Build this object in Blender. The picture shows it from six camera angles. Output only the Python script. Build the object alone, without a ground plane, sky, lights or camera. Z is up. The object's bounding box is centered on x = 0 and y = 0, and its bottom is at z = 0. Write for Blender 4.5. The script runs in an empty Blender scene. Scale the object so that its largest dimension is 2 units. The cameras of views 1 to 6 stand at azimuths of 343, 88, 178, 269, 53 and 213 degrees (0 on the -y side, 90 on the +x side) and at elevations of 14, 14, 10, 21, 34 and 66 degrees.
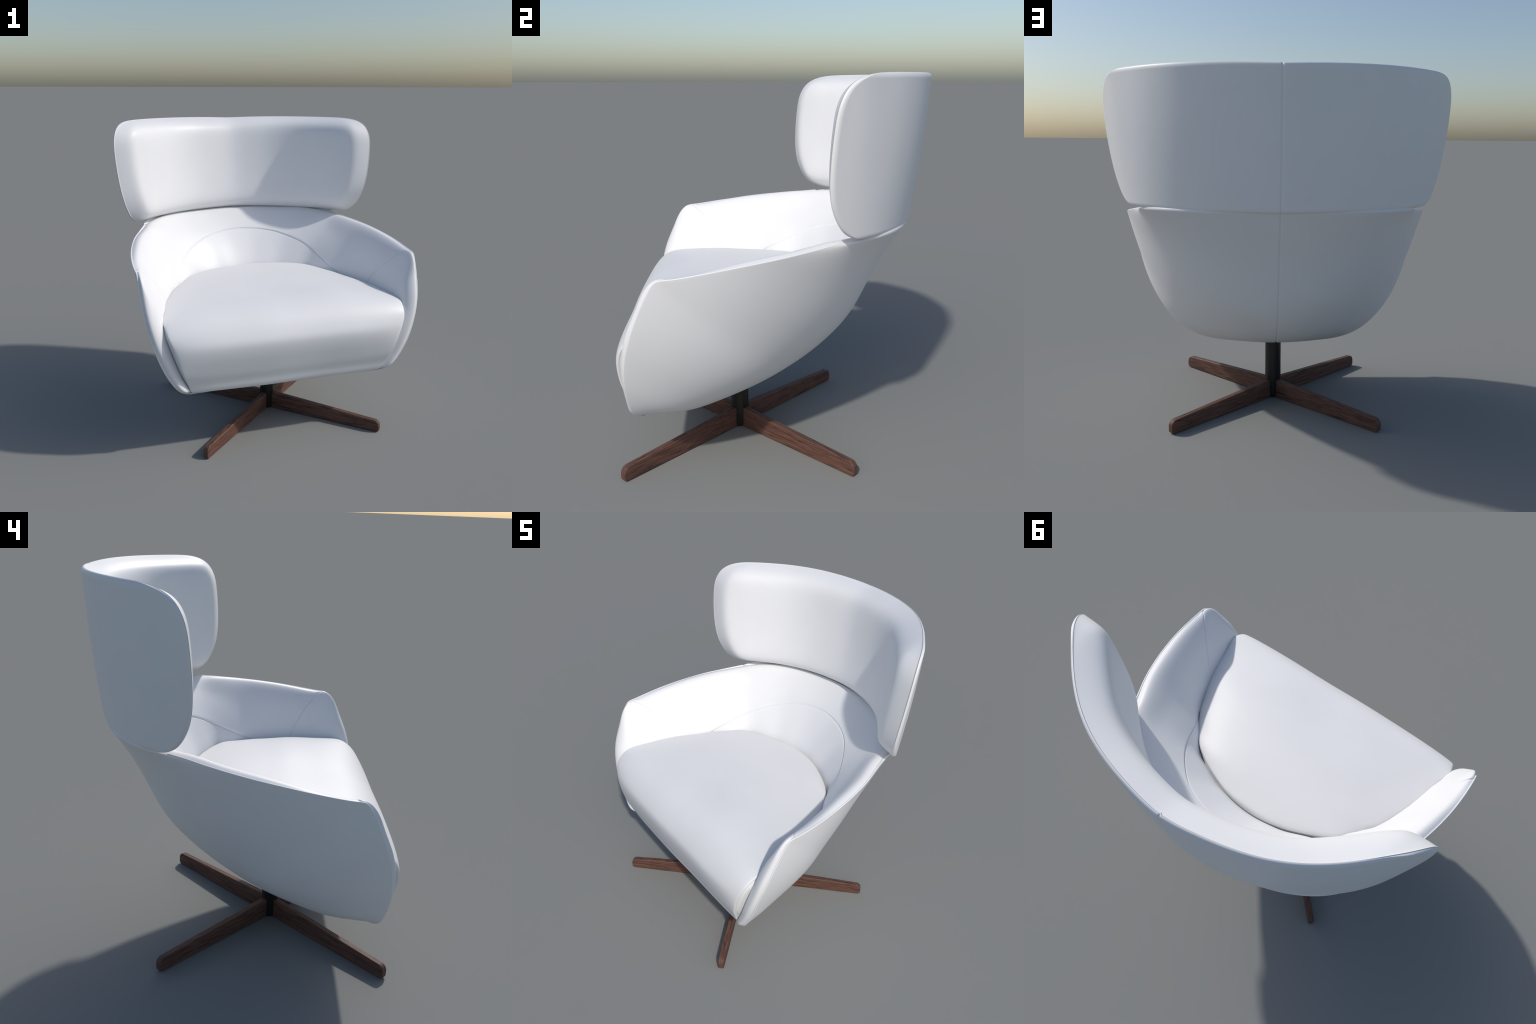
"""Wing-headed lounge armchair: white upholstered bowl on a four-leg wooden swivel base."""
import bpy, bmesh, math
import numpy as np

rng = np.random.default_rng(7)

# ------------------------------------------------------------------ helpers
def even_spline(P):
    return spline(P, 0.0)


def spline(P, power=0.5):
    """natural cubic spline through the rows of P; parameter runs 0..1"""
    P = np.asarray(P, float)
    d = np.linalg.norm(np.diff(P[:, :3], axis=0), axis=1) ** power
    t = np.r_[0, np.cumsum(d)] / d.sum()
    m, h = len(t), np.diff(t)
    A, B = np.eye(m), np.zeros_like(P)
    for i in range(1, m - 1):
        A[i, i - 1], A[i, i], A[i, i + 1] = h[i - 1], 2 * (h[i - 1] + h[i]), h[i]
        B[i] = 6 * ((P[i + 1] - P[i]) / h[i] - (P[i] - P[i - 1]) / h[i - 1])
    M = np.linalg.solve(A, B)

    def f(x):
        x = np.clip(np.atleast_1d(np.asarray(x, float)), 0, 1)
        i = np.clip(np.searchsorted(t, x, side='right') - 1, 0, m - 2)
        hh = h[i][:, None]
        a, b = (t[i + 1] - x)[:, None] / hh, (x - t[i])[:, None] / hh
        return a * P[i] + b * P[i + 1] + ((a ** 3 - a) * M[i] + (b ** 3 - b) * M[i + 1]) * hh ** 2 / 6
    f.t = t
    return f


def unit(v):
    return v / np.maximum(np.linalg.norm(v, axis=-1, keepdims=True), 1e-9)


def grid_normals(P):
    return unit(np.cross(np.gradient(P, axis=0), np.gradient(P, axis=1)))


def smoothstep(a, b, x):
    t = np.clip((x - a) / (b - a), 0, 1)
    return t * t * (3 - 2 * t)


def grid_faces(nr, nc):
    i, j = np.meshgrid(np.arange(nr - 1), np.arange(nc - 1), indexing='ij')
    a = (i * nc + j).ravel()
    return np.c_[a, a + 1, a + nc + 1, a + nc]


def add_object(name, verts, faces, mat, parent, normals=None):
    me = bpy.data.meshes.new(name)
    me.from_pydata(np.asarray(verts).reshape(-1, 3).tolist(), [], np.asarray(faces).tolist())
    me.polygons.foreach_set('use_smooth', np.ones(len(me.polygons), bool))
    me.materials.append(mat)
    me.update()
    if normals is not None:
        me.normals_split_custom_set_from_vertices(np.asarray(normals).reshape(-1, 3).tolist())
    ob = bpy.data.objects.new(name, me)
    bpy.context.scene.collection.objects.link(ob)
    ob.parent = parent
    return ob


def orient(P, faces, outward):
    """flip faces if the mean face normal disagrees with the wanted direction field"""
    V = P.reshape(-1, 3)
    a, b, c = V[faces[:, 0]], V[faces[:, 1]], V[faces[:, 2]]
    n = np.cross(b - a, c - a)
    cen = V[faces].mean(1)
    return faces if (n * outward(cen)).sum() > 0 else faces[:, ::-1]


def weld(ob, dist=1e-5):
    bm = bmesh.new()
    bm.from_mesh(ob.data)
    bmesh.ops.remove_doubles(bm, verts=bm.verts, dist=dist)
    bm.to_mesh(ob.data)
    bm.free()


def mirror(P):
    return P * np.array([-1, 1, 1])


def dist_to_curve(V, C):
    """distance to and nearest index on the polyline C"""
    best, idx = np.full(len(V), 9.0), np.zeros(len(V), int)
    for s in range(0, len(V), 20000):
        d = np.linalg.norm(V[s:s + 20000, None, :] - C[None], axis=2)
        idx[s:s + 20000] = d.argmin(1)
        best[s:s + 20000] = d.min(1)
    return best, idx


# ---------------------------------------------------------------- materials
def new_material(name):
    m = bpy.data.materials.new(name)
    m.use_nodes = True
    nt = m.node_tree
    return m, nt, nt.nodes['Principled BSDF']


def leather_material():
    m, nt, bsdf = new_material('white_leather')
    N, L = nt.nodes, nt.links
    tc = N.new('ShaderNodeTexCoord')
    big = N.new('ShaderNodeTexNoise')
    big.inputs['Scale'].default_value = 5.0
    big.inputs['Detail'].default_value = 3.0
    ramp = N.new('ShaderNodeValToRGB')
    ramp.color_ramp.elements[0].position, ramp.color_ramp.elements[1].position = 0.3, 0.7
    ramp.color_ramp.elements[0].color = (0.790, 0.790, 0.797, 1)
    ramp.color_ramp.elements[1].color = (0.806, 0.806, 0.810, 1)
    L.new(tc.outputs['Object'], big.inputs['Vector'])
    L.new(big.outputs['Fac'], ramp.inputs['Fac'])
    L.new(ramp.outputs['Color'], bsdf.inputs['Base Color'])
    bsdf.inputs['Roughness'].default_value = 0.48
    bsdf.inputs['Specular IOR Level'].default_value = 0.5
    return m


def wood_material():
    m, nt, bsdf = new_material('walnut_wood')
    N, L = nt.nodes, nt.links
    tc = N.new('ShaderNodeTexCoord')
    mp = N.new('ShaderNodeMapping')
    mp.inputs['Scale'].default_value = (6.0, 150.0, 150.0)
    info = N.new('ShaderNodeObjectInfo')
    shift = N.new('ShaderNodeVectorMath')
    shift.operation = 'MULTIPLY_ADD'
    shift.inputs[1].default_value = (9, 5, 7)
    L.new(info.outputs['Random'], shift.inputs[0])
    L.new(tc.outputs['Object'], shift.inputs[2])
    L.new(shift.outputs['Vector'], mp.inputs['Vector'])
    grain = N.new('ShaderNodeTexNoise')
    grain.inputs['Scale'].default_value = 1.0
    grain.inputs['Detail'].default_value = 6.0
    grain.inputs['Roughness'].default_value = 0.65
    grain.inputs['Distortion'].default_value = 1.2
    L.new(mp.outputs['Vector'], grain.inputs['Vector'])
    ramp = N.new('ShaderNodeValToRGB')
    e = ramp.color_ramp.elements
    e[0].position, e[0].color = 0.36, (0.036, 0.020, 0.016, 1)
    e[1].position, e[1].color = 0.64, (0.180, 0.088, 0.060, 1)
    mid = e.new(0.48)
    mid.color = (0.112, 0.054, 0.040, 1)
    L.new(grain.outputs['Fac'], ramp.inputs['Fac'])
    L.new(ramp.outputs['Color'], bsdf.inputs['Base Color'])
    bump = N.new('ShaderNodeBump')
    bump.inputs['Strength'].default_value = 0.15
    bump.inputs['Distance'].default_value = 0.002
    L.new(grain.outputs['Fac'], bump.inputs['Height'])
    L.new(bump.outputs['Normal'], bsdf.inputs['Normal'])
    bsdf.inputs['Roughness'].default_value = 0.6
    bsdf.inputs['Specular IOR Level'].default_value = 0.3
    return m


def metal_material():
    m, nt, bsdf = new_material('black_metal')
    N, L = nt.nodes, nt.links
    tc = N.new('ShaderNodeTexCoord')
    n = N.new('ShaderNodeTexNoise')
    n.inputs['Scale'].default_value = 40.0
    ramp = N.new('ShaderNodeValToRGB')
    ramp.color_ramp.elements[0].color = (0.011, 0.0095, 0.008, 1)
    ramp.color_ramp.elements[1].color = (0.015, 0.013, 0.011, 1)
    L.new(tc.outputs['Object'], n.inputs['Vector'])
    L.new(n.outputs['Fac'], ramp.inputs['Fac'])
    L.new(ramp.outputs['Color'], bsdf.inputs['Base Color'])
    bsdf.inputs['Roughness'].default_value = 0.35
    return m


LEATHER, WOOD, METAL = leather_material(), wood_material(), metal_material()


def empty(name, parent=None, loc=(0, 0, 0)):
    e = bpy.data.objects.new(name, None)
    e.location = loc
    bpy.context.scene.collection.objects.link(e)
    e.parent = parent
    return e


chair = empty('lounge_armchair')
chair['label'] = 'white upholstered swivel armchair with wide winged headrest and wooden legs'
chair['category'] = 'armchair'
bowl = empty('bowl', chair)
head = empty('headrest', chair)
base = empty('swivel_base', chair)

# -------------------------------------------------------------- outer shell
# rim of one side: front lower corner, up the arm front, along the arm top to the back
RIM = np.array([
    (.636, -.664, .380), (.700, -.696, .412), (.757, -.709, .476), (.822, -.716, .600), (.868, -.707, .735), (.898, -.680, .850), (.915, -.640, .965),
    (.923, -.592, 1.072), (.928, -.548, 1.138), (.931, -.500, 1.149), (.929, -.345, 1.172), (.904, -.145, 1.203), (.851, .060, 1.232),
    (.788, .213, 1.254), (.750, .310, 1.266)])
# centre line of the shell (y, z) from the front edge under the seat and up the back
KEEL = np.array([
    (-0.672, 0.388),
    (-0.538, 0.339),
    (-0.383, 0.332),
    (-0.208, 0.364),
    (-0.026, 0.407),
    (0.146, 0.473),
    (0.297, 0.584),
    (0.435, 0.757),
    (0.546, 1.006),
    (0.694, 1.277),
])
# ribs between keel and rim are bezier curves: flat part, corner position, corner rise
RIB_SHAPE = np.array([
    (0.439, 0.744, -0.533),
    (0.382, 0.756, -0.305),
    (0.349, 0.795, -0.088),
    (0.383, 0.905, 0.181),
    (0.450, 0.896, 0.461),
    (0.547, 0.872, 0.622),
    (0.699, 1.014, 0.701),
])


def rib_curves(Q, b):
    b = b[None, :]
    R = Q[:, :3]
    a, px, g = (Q[:, i, None] for i in (5, 6, 7))
    B1, B2, B3 = 3 * b * (1 - b) ** 2, 3 * b * b * (1 - b), b ** 3
    G = B2 * g + B3
    return np.stack([(B1 * a + B2 * px + B3) * R[:, 0, None],
                     Q[:, 3, None] + (R[:, 1] - Q[:, 3])[:, None] * G,
                     Q[:, 4, None] + (R[:, 2] - Q[:, 4])[:, None] * G], -1)


def rolled(P, N, axis, r, tail, lift):
    """continue the last row (axis 0) or column (axis 1) of P round an edge of radius r and inwards"""
    if axis == 0:
        return np.swapaxes(rolled(np.swapaxes(P, 0, 1), np.swapaxes(N, 0, 1), 1, r, tail, lift), 0, 1)
    e, n = P[:, -1], N[:, -1]
    r = np.broadcast_to(np.asarray(r, float), (len(e),))[:, None]
    t = unit(P[:, -1] - P[:, -3])
    t = unit(t * (1 - lift)[:, None] + np.array([0, 0, 1.0]) * lift[:, None])      # roll upwards where lift is 1
    t = unit(t - (t * n).sum(1, keepdims=True) * n)
    rows = [e + r * (n * (math.cos(f) - 1) + t * math.sin(f)) for f in np.linspace(0.2, math.pi, 12)]
    rows.append(rows[-1] - t * tail * np.minimum(r / 0.008, 1))
    return np.concatenate([P, np.stack(rows, 1)], 1)


RIM_R = 0.004
T = np.linspace(0, 1, 260)
bcol = np.r_[np.linspace(0, 0.03, 22)[:-1], np.linspace(0.03, 1, 110)]
Q = np.c_[spline(RIM)(T), even_spline(KEEL)(T), even_spline(RIB_SHAPE)(T)]
S = rib_curves(Q, bcol)
NS = grid_normals(S)
if (NS[130, 60] * (S[130, 60] - np.array([0, 0, 1.0]))).sum() < 0:
    NS = -NS
# stitched centre seam
S = S - NS * (0.005 * np.exp(-(S[..., :1] / 0.0045) ** 2))
# where the top rib runs out along the rim the normals are taken from further inside
NR = NS.copy()
NR[-24:, -1] = NS[-24:, -14]
NR[:14, -1] = unit(np.array([.62, -.30, -.70]))
NR[:, -1] = unit(np.stack([np.convolve(np.pad(NR[:, -1, i], 4, mode='edge'), np.ones(9) / 9, 'valid') for i in range(3)], 1))
NR[-1, -14:] = NS[-10, -14:]
S2 = rolled(S, NR, 1, .0012 + (RIM_R - .0012) * smoothstep(.02, .08, T), 0.012, np.maximum(smoothstep(.78, .90, T), smoothstep(.08, .03, T)))
cb = np.linspace(0, 1, S.shape[1])
R2 = rolled(S, NR, 0, 0.003 + 0.011 * smoothstep(.96, .70, cb), 0.02, np.ones(len(cb)))[len(S) - 1:]
# turn the front lower edge up behind the seat front
lip = np.stack([S2[0] + np.array([0, dy, dz]) for dy, dz in ((0.07, 0.05), (0.012, 0.012), (0.003, 0.005))])
S2 = np.concatenate([lip, S2], 0)
F = orient(S2, grid_faces(*S2.shape[:2]), lambda c: c - np.array([0.0, -0.1, 0.9]))
FT = orient(R2, grid_faces(*R2.shape[:2]), lambda c: c - np.array([0.0, 0.0, 1.0])) + S2.shape[0] * S2.shape[1]
S2 = np.concatenate([S2.reshape(-1, 3), R2.reshape(-1, 3)])
F = np.concatenate([F, FT])
weld(add_object('shell_panel', S2, F, LEATHER, bowl))
weld(add_object('shell_panel', mirror(S2), F[:, ::-1], LEATHER, bowl))

# --------------------------------------------------------- inner upholstery
# sections run from the rim over the roll down to the seat and on below it
SECTIONS = np.array([
    # front facing of the arm, from its foot upwards
    [(.628, -.668, .390), (.624, -.668, .396), (.618, -.664, .402), (.615, -.645, .405), (.612, -.60, .405), (.61, -.5, .41), (.60, -.4, .41)],
    [(.692, -.694, .420), (.680, -.702, .425), (.660, -.700, .43), (.648, -.67, .43), (.642, -.60, .43), (.635, -.5, .43), (.62, -.4, .43)],
    [(.745, -.708, .482), (.728, -.716, .487), (.702, -.712, .49), (.684, -.68, .49), (.672, -.60, .49), (.66, -.5, .49), (.64, -.4, .49)],
    [(.811, -.715, .603), (.788, -.724, .607), (.755, -.716, .61), (.733, -.685, .61), (.716, -.60, .61), (.70, -.5, .61), (.68, -.4, .61)],
    [(.851, -.706, .740), (.836, -.715, .742), (.800, -.708, .74), (.774, -.675, .735), (.752, -.60, .73), (.735, -.5, .73), (.71, -.4, .73)],
    [(.884, -.668, .888), (.868, -.683, .885), (.833, -.680, .87), (.803, -.655, .85), (.775, -.60, .83), (.75, -.5, .81), (.72, -.4, .80)],
    [(.901, -.620, 1.014), (.886, -.632, 1.008), (.852, -.638, .975), (.817, -.628, .925), (.785, -.60, .875), (.757, -.53, .83), (.73, -.45, .78)],
    [(.909, -.572, 1.098), (.897, -.580, 1.094), (.866, -.590, 1.050), (.825, -.588, .975), (.777, -.560, .880), (.752, -.50, .80), (.73, -.45, .74)],
    [(.913, -.538, 1.135), (.900, -.540, 1.135), (.862, -.530, 1.085), (.815, -.512, 1.005), (.755, -.490, .880), (.735, -.46, .79), (.72, -.43, .72)],
    [(.917, -.500, 1.146), (.892, -.487, 1.138), (.847, -.462, 1.085), (.800, -.440, 1.010), (.738, -.420, .880), (.72, -.41, .79), (.70, -.40, .72)],
    [(.913, -.345, 1.172), (.882, -.335, 1.160), (.830, -.322, 1.098), (.780, -.308, 1.015), (.710, -.295, .880), (.69, -.29, .79), (.67, -.28, .72)],
    [(.890, -.145, 1.203), (.852, -.136, 1.190), (.786, -.116, 1.115), (.722, -.098, 1.020), (.630, -.085, .882), (.61, -.08, .79), (.59, -.08, .72)],
    [(.840, .058, 1.232), (.800, .060, 1.218), (.725, .055, 1.142), (.648, .045, 1.045), (.535, .030, .895), (.51, .02, .79), (.49, .01, .72)],
    [(.782, .212, 1.252), (.740, .212, 1.240), (.655, .208, 1.172), (.562, .195, 1.085), (.445, .150, .915), (.42, .12, .79), (.40, .10, .72)],
    [(.742, .310, 1.263), (.702, .307, 1.252), (.610, .300, 1.190), (.500, .280, 1.105), (.363, .198, .925), (.34, .155, .79), (.32, .14, .72)],
    [(.610, .520, 1.266), (.573, .498, 1.260), (.478, .445, 1.208), (.365, .385, 1.122), (.243, .250, .925), (.22, .20, .79), (.21, .19, .72)],
    [(.445, .612, 1.268), (.420, .586, 1.263), (.343, .520, 1.218), (.253, .440, 1.136), (.158, .270, .925), (.14, .225, .79), (.13, .22, .72)],
    [(.230, .668, 1.268), (.215, .640, 1.264), (.173, .565, 1.223), (.125, .475, 1.143), (.078, .284, .925), (.07, .235, .79), (.065, .23, .72)],
    [(.000, .686, 1.268), (.000, .655, 1.265), (.000, .578, 1.226), (.000, .486, 1.147), (.000, .289, .925), (.000, .24, .79), (.000, .24, .72)],
])
# how far the padding swells out of each section
SWELL = np.array([0, .002, .003, .006, .007, .007, .007, .007, .008, .009, .016, .028, .030, .030, .030, .030, .030, .030, .030])
PROFILE = np.array([0, .30, 1.0, .85, 0, 0, 0])
# every section starts just inside the shell rim and rolls plumply off it
rim_pts, rim_nrm = S[:, -1], NS[:, -1]
for i in range(len(SECTIONS)):
    k = np.linalg.norm(rim_pts - SECTIONS[i, 0], axis=1).argmin() if i < 15 else None
    if k is None:                       # along the back: nearest point of the top rib
        k2 = np.linalg.norm(S[-1] - SECTIONS[i, 0], axis=1).argmin()
        p, n = S[-1, k2], NS[-1, k2]
        if i == len(SECTIONS) - 1:
            p, n = np.array([0, p[1], p[2]]), np.array([0, n[1], n[2]])
    else:
        p, n = rim_pts[k], rim_nrm[k]
    old0 = SECTIONS[i, 0].copy()
    SECTIONS[i, 0] = p - n * 0.007 if i else p + np.array([-.006, .006, .010])
    step = SECTIONS[i, 1] - old0
    up = np.array([0, -.010, .004]) if i < 8 else np.array([0, 0, (.004, .006, .010)[i - 8] if i < 11 else .016])
    SECTIONS[i, 1] = SECTIONS[i, 0] + step + up * (0.3 if i == 0 else 1)
NU, NV = 660, 240
full = np.concatenate([SECTIONS, mirror(SECTIONS[-2::-1])])
sec_n = grid_normals(full)
sec_n *= np.sign((sec_n * (np.array([0, -.1, 1.5]) - full)).sum(-1, keepdims=True))
PROF = np.tile(PROFILE, (len(SECTIONS), 1))
PROF[10:, 3:5] = 1.0, .28
PROF[12:14, 2:4] *= .8
PROF = np.concatenate([PROF, PROF[-2::-1]])
full = full + sec_n * (np.r_[SWELL, SWELL[-2::-1]][:, None] * PROF)[..., None]
#       # right arm, back, left arm
ns, nq = full.shape[:2]
flat = spline(full.reshape(ns, -1), 0.6)(np.linspace(0, 1, 2 * NU - 1)).reshape(2 * NU - 1, nq, 3)
v = np.linspace(0, 1, NV) ** 1.1
W = np.stack([spline(s, 0.6)(v) for s in flat])
NW = grid_normals(W)
if NW[NU, 60, 2] < 0:
    NW = -NW
V = W.reshape(-1, 3)
Vs = V * np.array([1, 1, 1.0])
Vs[:, 0] = np.abs(Vs[:, 0])

ARC = np.array([(.66, -.19, .80), (.602, -.057, .894), (.556, .057, .957), (.507, .163, 1.015), (.44, .26, 1.069), (.362, .334, 1.107),
                (.281, .392, 1.137), (.204, .432, 1.149), (.12, .456, 1.16), (.0, .47, 1.168)])
FACING = np.array([(.68, -.27, .78), (.72, -.31, .887), (.756, -.340, .958), (.796, -.380, 1.022), (.837, -.426, 1.081), (.882, -.479, 1.129),
                   (.930, -.540, 1.148)])


def on_surface(curve):
    """lay a seam curve on the upholstery surface"""
    C = spline(curve)(np.linspace(0, 1, 600))
    half, hn = W[:NU].reshape(-1, 3)[::2], NW[:NU].reshape(-1, 3)[::2]
    for _ in range(2):
        k = np.array([((half - c) ** 2).sum(1).argmin() for c in C])
        C = C + hn[k] * ((half[k] - C) * hn[k]).sum(1, keepdims=True)
    box = np.ones(15) / 15
    pad = np.pad(C, ((7, 7), (0, 0)), mode='edge')
    return np.stack([np.convolve(pad[:, i], box, 'valid') for i in range(3)], 1)


arc, facing = on_surface(ARC), on_surface(FACING)
da, ia = dist_to_curve(Vs, arc)
df, jf = dist_to_curve(Vs, facing)
inside_arc = ((Vs - arc[ia]) * (arc[ia] - np.array([0, .05, .80]))).sum(1) < 0
ft = np.gradient(facing, axis=0)
nrm_half = NW.reshape(-1, 3) * np.array([1, 1, 1.0])
nrm_half[:, 0] = np.abs(nrm_half[:, 0]) * -1
side = np.cross(unit(ft)[jf], nrm_half)
sgn = ((Vs - facing[jf]) * side).sum(1)
ref = np.array([.85, -.66, .95])
k0 = np.linalg.norm(Vs - ref, axis=1).argmin()
in_facing = (sgn * np.sign(sgn[k0]) > 0) & (Vs[:, 1] < -.2)
depth = 0.0085 * np.exp(-(da / 0.0045) ** 2) + 0.0050 * np.exp(-(df / 0.0036) ** 2)
depth += np.where(inside_arc, 0.004, 0) * smoothstep(0, .010, da)
V2 = V - NW.reshape(-1, 3) * depth[:, None]
W2 = V2.reshape(W.shape)
NW2 = grid_normals(W2)
if (NW2 * NW).sum() < 0:
    NW2 = -NW2
FW = orient(W2, grid_faces(*W2.shape[:2]), lambda c: np.array([0, -0.1, 1.0]) - c * np.array([1, .6, 0]))
vote_a = inside_arc[FW].sum(1) >= 2
vote_f = in_facing[FW].sum(1) >= 2
cenx = V2[FW].mean(1)[:, 0]
for name, sel in (('backrest_cushion', vote_a & ~vote_f), ('arm_pad', ~vote_a & ~vote_f),
                  ('arm_facing', vote_f & (cenx > 0)), ('arm_facing', vote_f & (cenx <= 0))):
    f = FW[sel]
    used, inv = np.unique(f, return_inverse=True)
    add_object(name, V2[used], inv.reshape(f.shape), LEATHER, bowl, NW2.reshape(-1, 3)[used])

# ------------------------------------------------------------- seat cushion
# boundary of the cushion: back, along the arm, down the front corner (x > 0 half)
EDGE = np.array([
    (.000, .262, .915), (.100, .256, .915), (.200, .234, .914), (.340, .180, .912), (.480, .095, .908), (.545, .010, .888),
    (.615, -.085, .874), (.662, -.185, .868), (.705, -.290, .870), (.737, -.420, .873), (.762, -.545, .868),
    (.783, -.630, .858), (.786, -.690, .833), (.777, -.733, .793), (.760, -.756, .740), (.740, -.764, .684),
    (.720, -.764, .628), (.700, -.757, .572), (.679, -.742, .518), (.652, -.713, .450), (.636, -.690, .402), (.625, -.655, .392)])
CENTRE = np.array([
    (.262, .912), (.258, .926), (.245, .939), (.205, .950), (.130, .964), (.050, .970),
    (-.045, .970), (-.150, .966), (-.260, .960), (-.400, .943), (-.550, .924),
    (-.640, .897), (-.695, .862), (-.742, .813), (-.778, .755), (-.792, .705),
    (-.784, .642), (-.766, .577), (-.745, .512), (-.722, .450), (-.700, .400), (-.655, .388)])
EDGE[5:12, 0] += .008
both = np.c_[EDGE, CENTRE]
NB, NA = 260, 150
EC = spline(both, 0.5)(np.linspace(0, 1, NB))
E3, C3 = EC[:, :3], np.c_[np.zeros(NB), EC[:, 3:]]
a = np.sin(np.linspace(-1, 1, NA) * math.pi / 2)
a = 0.6 * a + 0.4 * np.linspace(-1, 1, NA)
front = np.maximum.accumulate(smoothstep(-.60, -.74, E3[:, 1]))[:, None]
hh = (1 - np.abs(a)[None] ** (2.6 + 1.4 * front)) ** 0.6
seat = np.empty((NB, NA, 3))
seat[..., 0] = E3[:, 0, None] * a[None]
for k in (1, 2):
    seat[..., k] = E3[:, k, None] + (C3[:, k] - E3[:, k])[:, None] * hh
NSE = grid_normals(seat[1:])
NSE = np.concatenate([NSE[:1], NSE])
if NSE[100, 75, 2] < 0:
    NSE = -NSE
# soft unevenness of the filled cushion
X, Y, Z = seat[..., 0], seat[..., 1], seat[..., 2]
soft = (np.sin(5.1 * X + 1.3 + 2 * np.sin(3.3 * Y)) * np.sin(4.7 * Y + 3.1 * Z + .4) + .6 * np.sin(9.3 * X - 7 * Z + 2) * np.sin(8.2 * Z + 3.0 * X + 6 * Y))
seat += NSE * (0.0022 * soft * (1 - np.abs(a) ** 4)[None])[..., None]
# piping groove and side panels
last = np.argmax((E3[:, 2] < .415) & (E3[:, 1] < -.5))
E3 = E3[:last]
f_front = np.maximum.accumulate(smoothstep(-.60, -.72, E3[:, 1]))[:, None]
down = np.array([-.10, 0, -1.0]) * (1 - f_front) + np.array([.10, 1.0, -.05]) * f_front
out = unit(np.gradient(E3, axis=0))
tang = unit(np.cross(out, np.cross(down, out)))
outw = unit(np.cross(out, tang))
outw *= np.sign(outw[:, :1] + 1e-6)


def skirt(sx):
    m = np.array([sx, 1, 1])
    cols = [E3 + tang * 0.006 + outw * 0.003, E3 + tang * 0.012 + outw * 0.000, E3 + tang * 0.015 - outw * 0.004,
            E3 + tang * 0.018 + outw * 0.001, E3 + tang * 0.030 + outw * 0.005, E3 + tang * 0.060 + outw * 0.008,
            E3 + tang * 0.100 + outw * 0.004, E3 + tang * 0.140 - outw * 0.01]
    return np.stack(cols, 1) * m


seat_right, seat_left = skirt(1), skirt(-1)
Fs = grid_faces(NB, NA)
add_object('seat_cushion', seat, orient(seat, Fs, lambda c: c - np.array([0, -.2, .6])), LEATHER, bowl)
for sk in (seat_right, seat_left):
    edge = (E3 * np.array([1 if sk is seat_right else -1, 1, 1]))[:, None]
    P = np.concatenate([edge, sk], 1)
    add_object('seat_side_panel', P, orient(P, grid_faces(*P.shape[:2]), lambda c: (c - np.array([0, -.35, .7])) * np.array([1, 1, 0])), LEATHER, bowl)
# boxed underside of the seat between its side panels
lower = np.stack([seat_left[:, -1], seat_right[:, -1]], 1)
add_object('seat_lining', lower, orient(lower, grid_faces(*lower.shape[:2]), lambda c: np.tile([0, 0, -1.0], (len(c), 1))), LEATHER, bowl)

# ----------------------------------------------------------------- headrest
def plan_curve(pts):
    """symmetric plan curve; parameter 0 at the centre, 1 at the wing end"""
    p = [(x, y, 0) for x, y in pts]
    f = spline([(-x, y, 0) for x, y, _ in p[:0:-1]] + p)
    return lambda sg: f(0.5 + 0.5 * sg)


TOPC = plan_curve([(0, .800), (.155, .783), (.314, .747), (.466, .691), (.602, .611), (.717, .516), (.806, .426), (.884, .339), (.94, .262), (.995, .185)])
BOTC = plan_curve([(0, .718), (.14, .706), (.28, .677), (.43, .622), (.565, .550), (.675, .468), (.757, .385), (.82, .300), (.860, .230), (.892, .160)])
Z0, Z1 = 1.281, 1.994
def head_outer(sig, vv):
    """point of the outer sheet for sideways parameter sig and height parameter vv"""
    shp = sig.shape
    t, b = TOPC(sig.ravel())[:, :2], BOTC(sig.ravel())[:, :2]
    w = vv.ravel()[:, None]
    xy = b + (t - b) * w
    d = unit(xy - np.array([0, -.15]))
    xy = xy + d * (0.009 * np.sin(math.pi * w))
    z = Z0 + (Z1 - Z0) * vv.ravel()
    z = z + 0.004 * np.sin(math.pi * np.clip(sig.ravel() * 1.15, 0, 1)) * vv.ravel() - 0.004 * vv.ravel() * np.exp(-(sig.ravel() / .12) ** 2)
    return np.c_[xy, z].reshape(*shp, 3)


def head_normal(sig, vv):
    e = 1e-3
    du = head_outer(np.clip(sig + e, 0, 1), vv) - head_outer(np.clip(sig - e, 0, 1), vv)
    dv = head_outer(sig, vv + e) - head_outer(sig, vv - e)
    n = unit(np.cross(du, dv))
    n[sig < 1e-6, 0] = 0
    return n * np.sign(n[..., 1:2] * .6 + n[..., 0:1])


# wing outline: half width reached at each height
WING = [(.700, 1.281), (.757, 1.282), (.806, 1.290), (.846, 1.320), (.875, 1.370), (.902, 1.440), (.923, 1.520), (.939, 1.610), (.950, 1.700),
        (.956, 1.780), (.957, 1.845), (.950, 1.898), (.933, 1.942), (.903, 1.972), (.855, 1.988), (.800, 1.993), (.740, 1.994)]


def wing_parameter(x, z):
    """sideways parameter at which the sheet reaches half width x at height z"""
    w = np.array([(z - Z0) / (Z1 - Z0)])
    lo, hi = 0.0, 1.0
    for _ in range(40):
        m = .5 * (lo + hi)
        lo, hi = (m, hi) if head_outer(np.array([m]), w)[0, 0] < x else (lo, m)
    return lo, w[0]


SIDE = spline([(*wing_parameter(x, z), 0) for x, z in WING])

NHV, NHU = 200, 190
q = SIDE(np.linspace(0, 1, NHV))[:, :2]


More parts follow.
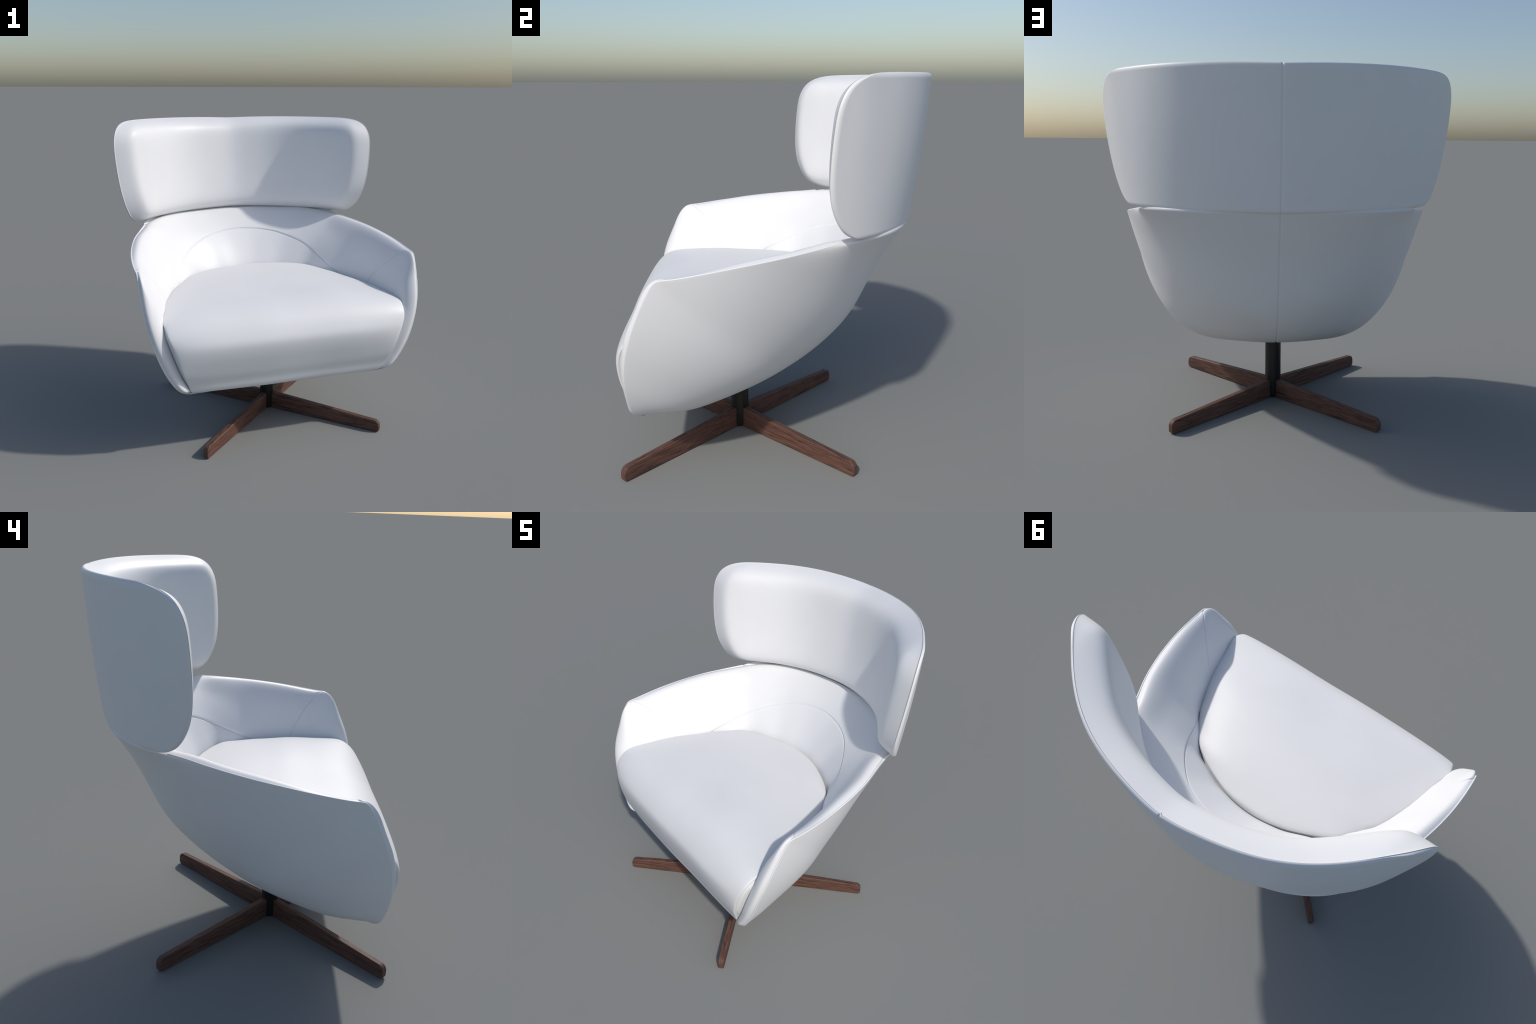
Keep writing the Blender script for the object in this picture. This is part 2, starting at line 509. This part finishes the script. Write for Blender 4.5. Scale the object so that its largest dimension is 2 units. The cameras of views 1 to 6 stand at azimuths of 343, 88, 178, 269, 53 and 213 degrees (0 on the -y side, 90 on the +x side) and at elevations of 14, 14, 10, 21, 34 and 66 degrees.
def rising(x):
    x = np.clip(x, 0, 1)
    for i in range(1, len(x)):
        x[i] = max(x[i], x[i - 1] + 2e-5)
    return x / x[-1]


vrow = rising(q[:, 1])
smax = q[:, 0]
u = np.r_[np.linspace(0, 0.03, 16)[:-1], np.linspace(.03, .93, NHU - 55)[:-1], np.linspace(.93, 1, 41)]
SG = smax[:, None] * u[None]
VH = np.tile(vrow[:, None], (1, NHU))
H = head_outer(SG, VH)
NH = head_normal(SG, VH)
# border loop of the half panel: bottom edge outwards, side upwards, top edge back to the centre
HR = 0.016


def border(G):
    return np.concatenate([G[0, :-1], G[:-1, -1], G[-1, ::-1]])


bp = border(H)
# inward direction within the sheet at the border
cen = np.array([0.45, .60, 1.63])
bt = np.gradient(bp, axis=0)
bn = border(NH)
bin_ = unit(np.cross(bn, unit(bt)))
bin_ *= np.sign((bin_ * (cen - bp)).sum(1, keepdims=True))
k = np.ones(9) / 9
for _ in range(2):
    bin_ = unit(np.stack([np.convolve(np.pad(bin_[:, i], 4, mode='edge'), k, 'valid') for i in range(3)], 1))
# the sheet is pulled in by HR and rolled round its edge
grid_in = H.copy()
RW = 1.5 * HR
edge_d = np.minimum(np.minimum(vrow, 1 - vrow)[:, None] * (Z1 - Z0), (1 - u)[None] * smax[:, None])
grid_drop = 1 - np.sqrt(np.clip(1 - np.clip(1 - edge_d / RW, 0, 1) ** 2, 0, 1))
H = H - NH * (grid_drop * HR * .9)[..., None]
H = H - NH * (0.005 * np.exp(-(H[..., :1] / 0.0045) ** 2))
bp2 = border(H)
loop = [bp2, bp2 - bn * .003 + bin_ * .001, bp2 - bn * .006 + bin_ * .005, bp2 - bn * .007 + bin_ * .015]
rollg = np.stack(loop, 1)
FH = grid_faces(NHV, NHU)
FR = grid_faces(*rollg.shape[:2]) + NHV * NHU
allv = np.concatenate([H.reshape(-1, 3), rollg.reshape(-1, 3)])
dirf = lambda c: c - np.array([0, .2, 1.6])
FH = orient(H, FH, lambda c: c - np.array([0, .2, 1.6]))
FR0 = grid_faces(*rollg.shape[:2])
FR = orient(rollg, FR0, lambda c: c - np.array([.35, .55, 1.63])) + NHV * NHU
for sx in (1, -1):
    fs = np.concatenate([FH, FR])
    ob = add_object('headrest_back_panel', allv * np.array([sx, 1, 1]), fs if sx == 1 else fs[:, ::-1], LEATHER, head)
    weld(ob)

# front cushion: pillow offset inwards from the sheet
ucf = np.linspace(-1, 1, 2 * 130 - 1)
ucf = 0.55 * np.sin(ucf * math.pi / 2) + 0.45 * ucf
qc = SIDE(np.linspace(0, 1, 150))[:, :2]
vc, sc = rising(qc[:, 1]), qc[:, 0]
SGc = sc[:, None] * np.abs(ucf)[None]
VV = np.tile(vc[:, None], (1, len(ucf)))
G0 = head_outer(SGc, VV)
half = len(ucf) // 2
NG = head_normal(SGc, VV)
sgnx = np.sign(ucf)[None, :, None]


def ramp_soft(x, kk=3.5):
    return x / (1 + x ** kk) ** (1 / kk)


ds = (1 - np.abs(ucf))[None] * sc[:, None] * 1.05
dside = np.maximum(ds, 0)
# horizontal distance to the rounded side, vertical distances to top and bottom
dtop, dbot = (1 - VV) * (Z1 - Z0), VV * (Z1 - Z0)
dep = 0.139 * ramp_soft(dside / .088, 4) * ramp_soft(dtop / .062, 2.6) * ramp_soft(dbot / .05, 2.5)
thin = .955 + .07 * np.exp(-((SGc - .60) / .16) ** 2) - .10 * smoothstep(.72, .92, SGc)
NG[:, half, 0] = 0
NGm = NG.copy()
dmin = np.minimum.reduce([dside, dtop, dbot])
C = G0 - NGm * (HR * .9 + .001 + dep * thin)[..., None]
inset = np.clip(1 - dmin / .02, 0, 1)[..., None]
mid = np.array([0.45, .6, 1.63])
C = C + unit(mid - G0) * inset * 0.001
C[..., 0] *= np.sign(ucf)[None, :]
C[:, half, 0] = 0
add_object('headrest_cushion', C, orient(C, grid_faces(*C.shape[:2]), lambda c: np.tile([0, -1.0, 0], (len(c), 1))), LEATHER, head)

# hidden steel bracket that carries the headrest
def box(name, x, y, z, mat, parent):
    vs = [(i, j, k) for i in x for j in y for k in z]
    fs = [(0, 1, 3, 2), (4, 6, 7, 5), (0, 4, 5, 1), (2, 3, 7, 6), (0, 2, 6, 4), (1, 5, 7, 3)]
    return add_object(name, vs, fs, mat, parent)


br = box('headrest_bracket', (-.10, .10), (.671, .680), (1.272, 1.31), LEATHER, head)
br.data.polygons.foreach_set('use_smooth', np.zeros(6, bool))

# --------------------------------------------------------------------- base
HX, HY = 0.011, -0.204


def column():
    prof = [(0.0, 0.002), (.044, .002), (.049, .006), (.050, .012), (.050, .42), (0.0, .42)]
    n = 64
    vs, fs = [], []
    for r, z in prof:
        for i in range(n):
            t = 2 * math.pi * i / n
            vs.append((HX + r * math.cos(t), HY + r * math.sin(t), z))
    for j in range(len(prof) - 1):
        for i in range(n):
            fs.append((j * n + i, j * n + (i + 1) % n, (j + 1) * n + (i + 1) % n, (j + 1) * n + i))
    ob = add_object('column', vs, fs, METAL, base)
    ob.data.set_sharp_from_angle(angle=math.radians(50))
    return ob


column()


def leg_mesh():
    """tapering board on edge, rounded nose; profile in the x-z plane, thickness along y"""
    L0, L1, hub, tip, w = 0.030, 0.836, 0.117, 0.078, 0.018
    prof = [(L0, 0.0), (L1 - .012, 0.0), (L1 - .002, .008), (L1, .018)]
    rr = .036
    for f in np.linspace(0, math.pi / 2 - .05, 9):
        prof.append((L1 - rr + rr * math.cos(f), tip - rr + .001 + rr * math.sin(f)))
    prof.append((L0, hub))
    n, c = len(prof), .004
    pin = []
    P = np.array(prof)
    ctr = P.mean(0)
    for i in range(n):
        e1, e2 = unit(P[i] - P[i - 1]), unit(P[(i + 1) % n] - P[i])
        m = unit(np.array([-(e1 + e2)[1], (e1 + e2)[0]]))
        pin.append(P[i] + m * c)
    vs, fs = [], []
    for y, pr in ((-w, pin), (-w + c, prof), (w - c, prof), (w, pin)):
        vs += [(x, y, z) for x, z in pr]
    for j in range(3):
        for i in range(n):
            k = (i + 1) % n
            fs.append((j * n + i, j * n + k, (j + 1) * n + k, (j + 1) * n + i))
    fs.append(tuple(range(n))[::-1])
    fs.append(tuple(range(3 * n, 4 * n)))
    me = bpy.data.meshes.new('leg')
    me.from_pydata(vs, [], fs)
    me.materials.append(WOOD)
    me.polygons.foreach_set('use_smooth', np.ones(len(me.polygons), bool))
    me.update()
    bm = bmesh.new()
    bm.from_mesh(me)
    bmesh.ops.recalc_face_normals(bm, faces=bm.faces)
    bm.to_mesh(me)
    bm.free()
    me.set_sharp_from_angle(angle=math.radians(32))
    return me


LEG = leg_mesh()
for i in range(4):
    ob = bpy.data.objects.new('leg', LEG)
    ob.location = (HX, HY, 0)
    ob.rotation_euler = (0, 0, math.radians(45 + 90 * i))
    bpy.context.scene.collection.objects.link(ob)
    ob.parent = base
